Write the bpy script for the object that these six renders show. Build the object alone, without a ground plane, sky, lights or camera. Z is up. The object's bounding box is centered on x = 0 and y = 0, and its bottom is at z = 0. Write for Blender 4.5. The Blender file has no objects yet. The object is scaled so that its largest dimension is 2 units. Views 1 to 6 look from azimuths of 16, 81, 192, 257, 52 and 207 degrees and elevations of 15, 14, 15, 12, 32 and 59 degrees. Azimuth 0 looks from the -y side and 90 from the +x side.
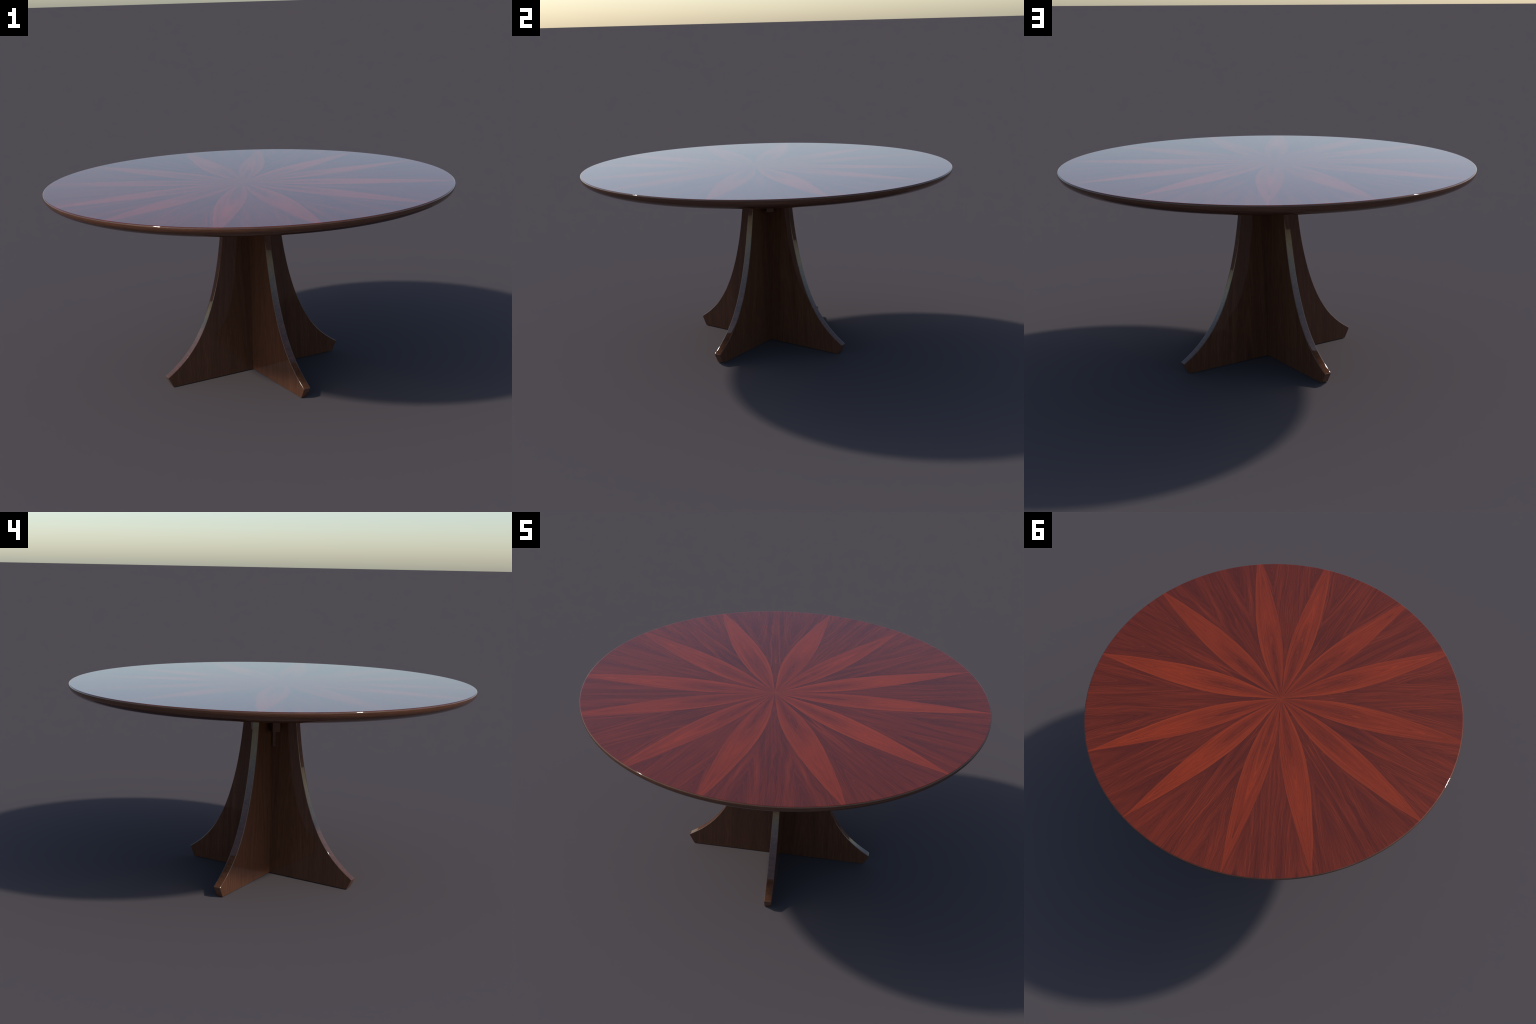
import bpy, bmesh, math
from mathutils import Vector, Matrix

# ------------------------------------------------------------------ sizes
TOP_Z = 0.987            # polished top face
UNDER_Z = 0.9253         # underside of the top
R_FLAT = 0.9935          # where the flat top starts to roll over
ROUND = 0.0065           # radius of the rolled upper edge
VENEER = 0.002           # veneer thickness
STAR = (-0.015, -0.055)  # where the twelve petals meet
LEG_T = 0.0364            # leg board thickness
LEG_AZ = (43.95, 136.35, 223.9, 316.25)

# petal axes (degrees) round the star centre
PETAL_AXES = [9.8, 45.1, 69.1, 100.8, 124.9, 160.0, 190.2, 225.3, 249.2, 280.2, 304.2, 339.3]
# half angle of a petal (degrees, for a 30 degree pitch) against distance from star centre
PETAL_HALF = [(0.0, 12.7), (0.08, 12.5), (0.15, 12.2), (0.20, 12.1), (0.25, 11.7), (0.30, 11.0), (0.36, 10.0),
              (0.43, 8.75), (0.50, 7.4), (0.57, 6.3), (0.65, 4.85), (0.72, 3.8), (0.80, 2.75), (0.87, 1.9),
              (0.94, 1.0), (1.00, 0.42), (1.04, 0.25), (1.10, 0.16)]


def petal_half(d, gap):
    return min(lerp_table(PETAL_HALF, d) * (gap / 30.0) ** 0.6, 0.440 * gap)


# rim section below the rolled edge: (radius, height)
RIM_SECTION = [(1.0, 0.9800), (0.9994, 0.9742), (0.9977, 0.9685), (0.9937, 0.9614), (0.9873, 0.9550),
               (0.9784, 0.9491), (0.9664, 0.9431), (0.9504, 0.9375), (0.9300, 0.9326), (0.9050, 0.9289),
               (0.8750, 0.9263), (0.8400, UNDER_Z)]

# outer edge of a leg: (distance from the table axis, height)
LEG_EDGE = [(0.1445, 0.930), (0.1475, 0.880), (0.1520, 0.830), (0.1577, 0.780), (0.1611, 0.750), (0.1675, 0.700),
            (0.1749, 0.650), (0.1835, 0.600), (0.1937, 0.550), (0.2055, 0.500), (0.2191, 0.450), (0.2348, 0.400),
            (0.2530, 0.350), (0.2744, 0.300), (0.3003, 0.250), (0.3253, 0.210), (0.3474, 0.180), (0.3731, 0.150),
            (0.3979, 0.125), (0.4264, 0.100), (0.4595, 0.075), (0.4940, 0.0520)]
LEG_TOE = (0.4680, 0.0)


def smooth(pts, step):
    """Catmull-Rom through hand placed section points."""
    P = [Vector(p) for p in pts]
    P = [2 * P[0] - P[1]] + P + [2 * P[-1] - P[-2]]
    out = []
    for i in range(1, len(P) - 2):
        a, b, c, d = P[i - 1:i + 3]
        for k in range(step):
            t = k / step
            out.append(0.5 * ((2 * b) + (c - a) * t + (2 * a - 5 * b + 4 * c - d) * t * t
                              + (3 * b - a - 3 * c + d) * t ** 3))
    out.append(P[-2])
    return [(v[0], v[1]) for v in out]


def lerp_table(tab, x):
    for (x0, y0), (x1, y1) in zip(tab, tab[1:]):
        if x <= x1:
            return y0 + (y1 - y0) * (x - x0) / (x1 - x0)
    return tab[-1][1]


# ------------------------------------------------------------------ node helpers
class Nodes:
    def __init__(self, name):
        self.mat = bpy.data.materials.new(name)
        self.mat.use_nodes = True
        self.t = self.mat.node_tree
        self.t.nodes.clear()
        self.out = self.t.nodes.new("ShaderNodeOutputMaterial")
        self.bsdf = self.t.nodes.new("ShaderNodeBsdfPrincipled")
        self.t.links.new(self.bsdf.outputs[0], self.out.inputs[0])

    def put(self, sock, v):
        if isinstance(v, bpy.types.NodeSocket):
            self.t.links.new(v, sock)
        elif v is not None:
            sock.default_value = v

    def m(self, op, a, b=None, c=None, clamp=False):
        n = self.t.nodes.new("ShaderNodeMath")
        n.operation = op
        n.use_clamp = clamp
        for i, v in enumerate((a, b, c)):
            self.put(n.inputs[i], v)
        return n.outputs[0]

    def obj_xyz(self):
        n = self.t.nodes.new("ShaderNodeTexCoord")
        s = self.t.nodes.new("ShaderNodeSeparateXYZ")
        self.t.links.new(n.outputs["Object"], s.inputs[0])
        return s.outputs

    def vec(self, x, y, z):
        n = self.t.nodes.new("ShaderNodeCombineXYZ")
        for i, v in enumerate((x, y, z)):
            self.put(n.inputs[i], v)
        return n.outputs[0]

    def noise(self, v, scale=1.0, detail=4.0, rough=0.55, dist=0.0):
        n = self.t.nodes.new("ShaderNodeTexNoise")
        self.put(n.inputs["Vector"], v)
        n.inputs["Scale"].default_value = scale
        n.inputs["Detail"].default_value = detail
        n.inputs["Roughness"].default_value = rough
        n.inputs["Distortion"].default_value = dist
        return n.outputs[0]

    def rand(self):
        return self.t.nodes.new("ShaderNodeObjectInfo").outputs["Random"]

    def ramp(self, f, stops):
        n = self.t.nodes.new("ShaderNodeValToRGB")
        e = n.color_ramp.elements
        while len(e) < len(stops):
            e.new(0.5)
        for el, (p, c) in zip(e, stops):
            el.position = p
            el.color = (c, c, c, 1) if not hasattr(c, "__len__") else (*c, 1)
        self.put(n.inputs[0], f)
        return n.outputs[0]

    def curve(self, x, pts):
        n = self.t.nodes.new("ShaderNodeFloatCurve")
        c = n.mapping.curves[0]
        while len(c.points) < len(pts):
            c.points.new(0.5, 0.5)
        for p, (a, b) in zip(c.points, pts):
            p.location = (a, b)
        n.mapping.update()
        self.put(n.inputs["Value"], x)
        return n.outputs[0]

    def mix(self, f, a, b, mode="MIX"):
        n = self.t.nodes.new("ShaderNodeMix")
        n.data_type = "RGBA"
        n.blend_type = mode
        self.put(n.inputs[0], f)
        self.put(n.inputs[6], a if isinstance(a, bpy.types.NodeSocket) else (*a, 1))
        self.put(n.inputs[7], b if isinstance(b, bpy.types.NodeSocket) else (*b, 1))
        return n.outputs[2]

    def finish(self, col, rough=0.08, ior=1.5, coat=0.0):
        self.put(self.bsdf.inputs["Base Color"], col)
        self.put(self.bsdf.inputs["Roughness"], rough)
        self.bsdf.inputs["IOR"].default_value = ior
        self.bsdf.inputs["Coat Weight"].default_value = coat
        return self.mat


# ------------------------------------------------------------------ materials
def petal_material():
    k = Nodes("petal_veneer")
    x, y, z = k.obj_xyz()
    r = k.rand()
    # half width of the petal against distance: the grain follows the leaf outline
    width = k.curve(x, [(0.0, 0.004), (0.1, 0.0236), (0.2, 0.0445), (0.3, 0.0587), (0.4, 0.0663), (0.5, 0.0672),
                        (0.6, 0.0628), (0.7, 0.0531), (0.8, 0.0412), (0.9, 0.025), (1.0, 0.011)])
    t = k.m("DIVIDE", y, width)
    wob = k.noise(k.vec(k.m("MULTIPLY", x, 3.2), k.m("MULTIPLY", y, 9.0), k.m("MULTIPLY", r, 37.0)), 1, 3, 0.55)
    wob = k.m("SUBTRACT", wob, 0.5)
    tt = k.m("ADD", t, k.m("MULTIPLY", wob, 0.30))
    t2 = k.m("POWER", k.m("ADD", k.m("MULTIPLY", tt, tt), 0.01), 0.8)
    # nested cathedral arches: constant along the edges, closing toward the tip
    g = k.m("ADD", k.m("MULTIPLY", t2, 0.62), k.m("MULTIPLY", x, 0.55))
    g = k.m("ADD", g, k.m("MULTIPLY", wob, 0.06))
    lines = k.noise(k.vec(k.m("MULTIPLY", g, 46.0), k.m("MULTIPLY", x, 0.9), k.m("MULTIPLY", r, 91.0)), 1, 4, 0.75)
    broad = k.noise(k.vec(k.m("MULTIPLY", g, 9.0), k.m("MULTIPLY", x, 2.0), k.m("MULTIPLY", r, 29.0)), 1, 2, 0.5)
    fine = k.noise(k.vec(k.m("MULTIPLY", x, 9.0), k.m("MULTIPLY", t, 26.0), k.m("MULTIPLY", r, 13.0)), 1, 4, 0.7)
    base = k.ramp(lines, [(0.30, (0.162, 0.0198, 0.0038)), (0.43, (0.252, 0.0288, 0.0043)),
                          (0.55, (0.310, 0.0352, 0.0049)), (0.70, (0.390, 0.0476, 0.0060))])
    base = k.mix(1.0, base, k.ramp(fine, [(0.33, 0.70), (0.67, 1.20)]), "MULTIPLY")
    base = k.mix(1.0, base, k.ramp(broad, [(0.30, 0.84), (0.70, 1.13)]), "MULTIPLY")
    # darker heart between the centre and the middle of the petal
    heart = k.m("MULTIPLY", k.ramp(k.m("ABSOLUTE", tt), [(0.15, 1.0), (0.75, 0.0)]),
                k.ramp(x, [(0.006, 0.0), (0.03, 1.0), (0.36, 0.85), (0.56, 0.0)]))
    base = k.mix(k.m("MULTIPLY", heart, 0.68), base, k.mix(1.0, base, (0.56, 0.60, 0.85), "MULTIPLY"))
    # redder, brighter flare past the middle
    flare = k.m("MULTIPLY", k.ramp(k.m("ABSOLUTE", tt), [(0.1, 1.0), (0.9, 0.0)]),
                k.ramp(x, [(0.40, 0.0), (0.56, 1.0), (0.66, 1.0), (0.85, 0.0)]))
    base = k.mix(k.m("MULTIPLY", flare, 0.35), base, (0.365, 0.0385, 0.0047))
    # thin bright sap line along the edges
    edge = k.ramp(k.m("ABSOLUTE", t), [(0.78, 0.0), (0.95, 1.0)])
    base = k.mix(k.m("MULTIPLY", edge, 0.38), base, (0.385, 0.0490, 0.0062))
    # browner where the points crowd together
    cen = k.ramp(x, [(0.012, 1.0), (0.10, 0.0)])
    base = k.mix(k.m("MULTIPLY", cen, 0.22), base, (0.250, 0.0405, 0.0066))
    base = k.mix(1.0, base, k.ramp(r, [(0.0, 0.72), (1.0, 0.84)]), "MULTIPLY")
    return k.finish(base, 0.03)


def ground_material():
    k = Nodes("dark_field_veneer")
    x, y, z = k.obj_xyz()
    r = k.rand()
    wob = k.m("SUBTRACT", k.noise(k.vec(k.m("MULTIPLY", x, 3.0), k.m("MULTIPLY", y, 8.0), k.m("MULTIPLY", r, 53.0)), 1, 3, 0.50), 0.5)
    # book matched: two flame axes either side of the seam
    ax = k.m("MULTIPLY", k.m("SUBTRACT", x, 0.10), 0.165)
    yy = k.m("SUBTRACT", k.m("ABSOLUTE", k.m("ADD", y, k.m("MULTIPLY", wob, 0.03))), ax)
    yy = k.m("ADD", yy, k.m("MULTIPLY", wob, 0.035))
    v = k.m("POWER", k.m("ADD", k.m("MULTIPLY", yy, yy), 0.00001), 0.55)
    g = k.m("SUBTRACT", k.m("MULTIPLY", v, 3.6), k.m("MULTIPLY", x, 0.55))
    lines = k.noise(k.vec(k.m("MULTIPLY", g, 44.0), k.m("MULTIPLY", x, 0.9), k.m("MULTIPLY", r, 71.0)), 1, 5, 0.70)
    broad = k.noise(k.vec(k.m("MULTIPLY", g, 9.0), k.m("MULTIPLY", x, 1.6), k.m("MULTIPLY", r, 23.0)), 1, 2, 0.5)
    fine = k.noise(k.vec(k.m("MULTIPLY", x, 5.0), k.m("MULTIPLY", yy, 260.0), k.m("MULTIPLY", r, 13.0)), 1, 4, 0.65)
    base = k.ramp(lines, [(0.28, (0.088, 0.0115, 0.0031)), (0.42, (0.122, 0.0150, 0.0032)),
                          (0.56, (0.149, 0.0180, 0.0035)), (0.65, (0.180, 0.0215, 0.0039)), (0.76, (0.248, 0.0300, 0.0044))])
    base = k.mix(1.0, base, k.ramp(broad, [(0.32, 0.76), (0.68, 1.18)]), "MULTIPLY")
    base = k.mix(1.0, base, k.ramp(fine, [(0.35, 0.80), (0.65, 1.16)]), "MULTIPLY")
    # sparse sharp bright and dark vessels along the figure
    ves = k.noise(k.vec(k.m("MULTIPLY", g, 95.0), k.m("MULTIPLY", x, 2.2), k.m("MULTIPLY", r, 37.0)), 1, 2, 0.5)
    base = k.mix(k.m("MULTIPLY", k.ramp(ves, [(0.60, 0.0), (0.66, 1.0)]), 0.50), base, (0.255, 0.0320, 0.0046))
    base = k.mix(k.m("MULTIPLY", k.ramp(ves, [(0.33, 1.0), (0.39, 0.0)]), 0.50), base, (0.070, 0.0095, 0.0030))
    # dark cores inside the flames
    core = k.ramp(k.m("ABSOLUTE", yy), [(0.0, 1.0), (0.038, 0.0)])
    base = k.mix(k.m("MULTIPLY", core, 0.38), base, (0.080, 0.0105, 0.0032))
    return k.finish(base, 0.03)


def walnut(name, coords, tint=1.0):
    """coords: 'board' (grain up the z axis) or 'rim' (grain round the table)."""
    k = Nodes(name)
    x, y, z = k.obj_xyz()
    r = k.rand()
    if coords == "board":
        along, across, depth = z, x, y
    elif coords == "rail":
        along, across, depth = x, z, y
    else:
        ang = k.m("ARCTAN2", y, x)
        rad = k.m("SQRT", k.m("ADD", k.m("MULTIPLY", x, x), k.m("MULTIPLY", y, y)))
        along, across, depth = ang, z, rad
    wob = k.m("SUBTRACT", k.noise(k.vec(k.m("MULTIPLY", along, 3.0), k.m("MULTIPLY", across, 9.0), k.m("MULTIPLY", r, 41.0)), 1, 3, 0.5), 0.5)
    ac = k.m("ADD", across, k.m("MULTIPLY", wob, 0.05))
    # broad cathedral figure about the middle of the board
    q = k.m("SUBTRACT", ac, 0.13)
    g = k.m("ADD", k.m("MULTIPLY", k.m("POWER", k.m("ADD", k.m("MULTIPLY", q, q), 0.0001), 0.7), 5.0), k.m("MULTIPLY", along, 0.12))
    lines = k.noise(k.vec(k.m("MULTIPLY", g, 24.0), k.m("MULTIPLY", along, 0.8), k.m("ADD", k.m("MULTIPLY", r, 61.0), k.m("MULTIPLY", depth, 20.0))), 1, 5, 0.65)
    fine = k.noise(k.vec(k.m("MULTIPLY", along, 14.0), k.m("MULTIPLY", ac, 380.0), k.m("MULTIPLY", depth, 120.0)), 1, 3, 0.6)
    cols = [(0.26, (0.064, 0.0258, 0.0144)), (0.45, (0.091, 0.0372, 0.0202)),
            (0.60, (0.108, 0.0446, 0.0242)), (0.78, (0.140, 0.0580, 0.0312))]
    base = k.ramp(lines, [(p, tuple(tint * v for v in c)) for p, c in cols])
    fl = k.ramp(fine, [(0.33, 0.80), (0.67, 1.16)])
    base = k.mix(1.0, base, fl, "MULTIPLY")
    return k.finish(base, 0.03)


MAT_PETAL = petal_material()
MAT_FIELD = ground_material()
MAT_BOARD = walnut("walnut_board", "board")
MAT_RIM = walnut("walnut_rim", "rim")
MAT_RAIL = walnut("walnut_rail", "rail", 0.9)


# ------------------------------------------------------------------ objects
def add(name, mesh, parent, mat, loc=(0, 0, 0), rz=0.0):
    ob = bpy.data.objects.new(name, mesh)
    bpy.context.scene.collection.objects.link(ob)
    ob.parent = parent
    ob.location = loc
    ob.rotation_euler = (0, 0, rz)
    if mat:
        mesh.materials.clear()
        mesh.materials.append(mat)
    return ob


def to_mesh(bm, name, angle=30):
    me = bpy.data.meshes.new(name)
    bmesh.ops.recalc_face_normals(bm, faces=bm.faces)
    bm.normal_update()
    bm.to_mesh(me)
    bm.free()
    for p in me.polygons:
        p.use_smooth = True
    me.set_sharp_from_angle(angle=math.radians(angle))
    return me


table = bpy.data.objects.new("round_dining_table", None)
bpy.context.scene.collection.objects.link(table)
table["label"] = "round glossy dining table with starburst petal inlay and crossed flared legs"
table["category"] = "dining table"


# --- tabletop core: rolled upper edge, undercut rim, flat underside (a lathe)
def build_core():
    sec = [(0.0, TOP_Z - VENEER - 0.0005), (0.985, TOP_Z - VENEER - 0.0005)]
    zc = 0.9800
    a0 = 62
    sec.append((0.9850, TOP_Z - 0.0009))
    for i in range(9):
        a = math.radians(a0 * (1 - i / 8))
        sec.append((R_FLAT + (1 - R_FLAT) * math.cos(a), zc + (TOP_Z - zc) * math.sin(a) - 0.0002 * (1 if i < 2 else 0)))
    sec[3] = (sec[3][0] - 0.0006, sec[3][1] - 0.0003)
    sec += smooth(RIM_SECTION, 3)[1:]
    sec.append((0.0, UNDER_Z))
    n = 576
    bm = bmesh.new()
    rings = []
    for r, z in sec:
        if r == 0:
            rings.append([bm.verts.new((0, 0, z))])
        else:
            rings.append([bm.verts.new((r * math.cos(2 * math.pi * j / n), r * math.sin(2 * math.pi * j / n), z)) for j in range(n)])
    for A, B in zip(rings, rings[1:]):
        for j in range(n):
            j2 = (j + 1) % n
            if len(A) == 1:
                bm.faces.new((A[0], B[j], B[j2]))
            elif len(B) == 1:
                bm.faces.new((A[j], B[0], A[j2]))
            else:
                bm.faces.new((A[j], B[j], B[j2], A[j2]))
    return to_mesh(bm, "tabletop", 40)


tabletop = add("tabletop", build_core(), table, MAT_RIM)


# --- veneer star: petals and dark fields butted edge to edge
def rim_hit(a):
    """distance from the star centre to the veneer edge in direction a (radians)."""
    dx, dy = math.cos(a), math.sin(a)
    b = STAR[0] * dx + STAR[1] * dy
    return -b + math.sqrt(b * b - (STAR[0] ** 2 + STAR[1] ** 2 - R_FLAT ** 2))


SEAM_STEPS = 72


def seam(axis, gap, side):
    """petal edge from near the star centre to the rim: list of (distance, angle)."""
    R = 1.0
    for _ in range(12):
        R = rim_hit(math.radians(axis + side * petal_half(R, gap)))
    out = []
    for i in range(SEAM_STEPS + 1):
        d = 0.004 + (R - 0.004) * i / SEAM_STEPS
        out.append((d, math.radians(axis + side * petal_half(d, gap))))
    return out


def rolled(px, py):
    """outer veneer strip follows the first part of the rolled edge."""
    a = math.atan2(py, px)
    res = []
    for deg in (80, 70, 62):
        t = math.radians(deg)
        r = R_FLAT + (1 - R_FLAT) * math.cos(t)
        res.append((r * math.cos(a), r * math.sin(a), 0.9800 + (TOP_Z - 0.9800) * math.sin(t)))
    return res


def veneer_piece(edge_a, edge_b, axis):
    """a slab bounded by two seams (edge_a clockwise of edge_b) and the rim arc; local frame on its axis."""
    inv = Matrix.Rotation(-axis, 3, "Z")

    def loc(px, py, pz):
        return inv @ Vector((px - STAR[0], py - STAR[1], pz - TOP_Z))

    def pt(d, a):
        return (STAR[0] + d * math.cos(a), STAR[1] + d * math.sin(a))
    A = [pt(*q) for q in edge_a]
    B = [pt(*q) for q in edge_b]
    t0 = math.atan2(A[-1][1], A[-1][0])
    t1 = math.atan2(B[-1][1], B[-1][0])
    while t1 < t0:
        t1 += 2 * math.pi
    na = max(2, int((t1 - t0) / math.radians(0.625)) + 1)
    arc = [(R_FLAT * math.cos(t0 + (t1 - t0) * i / na), R_FLAT * math.sin(t0 + (t1 - t0) * i / na)) for i in range(na + 1)]
    bm = bmesh.new()

    def ladder(z):
        apex = bm.verts.new(loc(*STAR, z))
        va = [bm.verts.new(loc(*p, z)) for p in A]
        vb = [bm.verts.new(loc(*p, z)) for p in B]
        vc = [va[-1]] + [bm.verts.new(loc(*p, z)) for p in arc[1:-1]] + [vb[-1]]
        fs = [bm.faces.new((apex, va[0], vb[0]))]
        for q in range(len(A) - 1):
            fs.append(bm.faces.new((va[q], va[q + 1], vb[q + 1], vb[q])))
        for q in range(1, len(vc) - 2):
            fs.append(bm.faces.new((vc[0], vc[q], vc[q + 1])))
        fs.append(bm.faces.new((vc[0], vc[-2], vc[-1])))
        return [apex] + va[:-1] + vc + vb[:-1][::-1], fs
    top, top_faces = ladder(TOP_Z)
    bot, _ = ladder(TOP_Z - VENEER)
    i0 = len(A)                       # first arc vertex in the outline
    i1 = i0 + na                      # last arc vertex
    n = len(top)
    rolls = [[bm.verts.new(loc(*q)) for q in rolled(*p)] for p in arc]
    for i in range(n):
        j = (i + 1) % n
        if i0 <= i < i1:
            a, b = rolls[i - i0], rolls[i - i0 + 1]
            col_a, col_b = [top[i]] + a, [top[j]] + b
            for s in range(3):
                bm.faces.new((col_a[s], col_a[s + 1], col_b[s + 1], col_b[s]))
            bm.faces.new((col_a[3], bot[i], bot[j], col_b[3]))
        else:
            bm.faces.new((top[i], bot[i], bot[j], top[j]))
    me = to_mesh(bm, "veneer", 50)
    flat = {tuple(sorted(e)) for p in me.polygons if abs(p.normal.z) > 0.9999 for e in p.edge_keys}
    sharp = me.attributes.get("sharp_edge") or me.attributes.new("sharp_edge", "BOOLEAN", "EDGE")
    for e in me.edges:                # keep the polished top dead flat
        if tuple(sorted(e.vertices)) in flat:
            sharp.data[e.index].value = True
    return me


N = len(PETAL_AXES)
gaps = [(PETAL_AXES[(i + 1) % N] - PETAL_AXES[i]) % 360 for i in range(N)]
for i, ax in enumerate(PETAL_AXES):
    lo = seam(ax, gaps[i - 1], -1)
    hi = seam(ax, gaps[i], +1)
    a = math.radians(ax)
    add("petal_inlay", veneer_piece(lo, hi, a), tabletop, MAT_PETAL, (*STAR, TOP_Z), a)
    nx = PETAL_AXES[(i + 1) % N]
    if nx < ax:
        nx += 360
    lo2 = seam(nx, gaps[i], -1)
    mid = math.radians((ax + nx) / 2)
    add("dark_veneer_panel", veneer_piece(hi, lo2, mid), tabletop, MAT_FIELD, (*STAR, TOP_Z), mid)


# --- legs: four flared boards mitred together on the table axis
def build_leg(next_half, prev_half):
    """board along local +x; half angles to the neighbouring boards give the mitre."""
    h = LEG_T / 2
    edge = smooth(LEG_EDGE, 4)
    prof = [(r, z) for r, z in edge] + [LEG_TOE]
    xa = h / math.tan(math.radians(next_half))
    xb = h / math.tan(math.radians(prev_half))
    bm = bmesh.new()
    cols = [[bm.verts.new((r, y, z)) for r, z in prof] for y in (h, h - 0.006, 0.006 - h, -h)]
    left, right = cols[0], cols[-1]
    zt = prof[0][1]
    la, lb = bm.verts.new((xa, h, 0)), bm.verts.new((xa, h, zt))
    ra, rb = bm.verts.new((xb, -h, 0)), bm.verts.new((xb, -h, zt))
    ca, cb = bm.verts.new((0, 0, 0)), bm.verts.new((0, 0, zt))
    n = len(prof)
    bm.faces.new(left + [la, lb])
    bm.faces.new((right + [ra, rb])[::-1])
    for A, B in zip(cols, cols[1:]):
        for i in range(n - 1):
            bm.faces.new((A[i], B[i], B[i + 1], A[i + 1]))
    bm.faces.new([c[-1] for c in cols] + [ra, ca, la])
    bm.faces.new([c[0] for c in cols][::-1] + [lb, cb, rb])
    bm.faces.new((la, ca, cb, lb))
    bm.faces.new((ra, rb, cb, ca))
    side, tip = set(left), set(right)
    lip = {c[-1] for c in cols}, {c[n - 2] for c in cols}
    round_edges = [e for e in bm.edges if any(e.verts[0] in g and e.verts[1] in g for g in (side, tip, *lip))]
    bmesh.ops.recalc_face_normals(bm, faces=bm.faces)
    bmesh.ops.bevel(bm, geom=round_edges, offset=0.0022, segments=3, profile=0.5, affect="EDGES", clamp_overlap=True)
    bmesh.ops.triangulate(bm, faces=[f for f in bm.faces if len(f.verts) > 4])
    me = to_mesh(bm, "leg", 42)
    # the broad faces of the boards stay dead flat
    kinds = {}
    for p in me.polygons:
        for e in p.edge_keys:
            kinds.setdefault(tuple(sorted(e)), set()).add(abs(p.normal.y) > 0.9995)
    sharp = me.attributes.get("sharp_edge") or me.attributes.new("sharp_edge", "BOOLEAN", "EDGE")
    for e in me.edges:
        if len(kinds[tuple(sorted(e.vertices))]) > 1:
            sharp.data[e.index].value = True
    return me


leg_wide = build_leg(46.2, 43.8)
leg_narrow = build_leg(43.8, 46.2)
for i, az in enumerate(LEG_AZ):
    add("leg", (leg_wide, leg_narrow)[i % 2], table, MAT_BOARD, (0, 0, 0), math.radians(az))


# --- short rails under the top, poking out between the legs
def build_rail(x0, x1, half, z0, z1):
    bm = bmesh.new()
    bmesh.ops.create_cube(bm, size=1.0)
    for v in bm.verts:
        v.co = Vector(((x0 + x1) / 2 + v.co.x * (x1 - x0), v.co.y * 2 * half, (z0 + z1) / 2 + v.co.z * (z1 - z0)))
    bmesh.ops.bevel(bm, geom=list(bm.edges), offset=0.0008, segments=1, affect="EDGES")
    return to_mesh(bm, "support_rail", 30)


rail = build_rail(0.012, 0.102, 0.0190, 0.750, UNDER_Z + 0.001)
for az in (0, 180, 90, 270):
    add("support_rail", rail, table, MAT_RAIL, (0, 0, 0), math.radians(az))

# slim lighter strip in one inner corner, reaching lower than the rails
strip_mesh = build_rail(0.018, 0.042, 0.0082, 0.667, 0.7505)
add("corner_strip", strip_mesh, table, MAT_RAIL, (0, -0.0052, 0), math.radians(180))

bpy.context.view_layer.update()
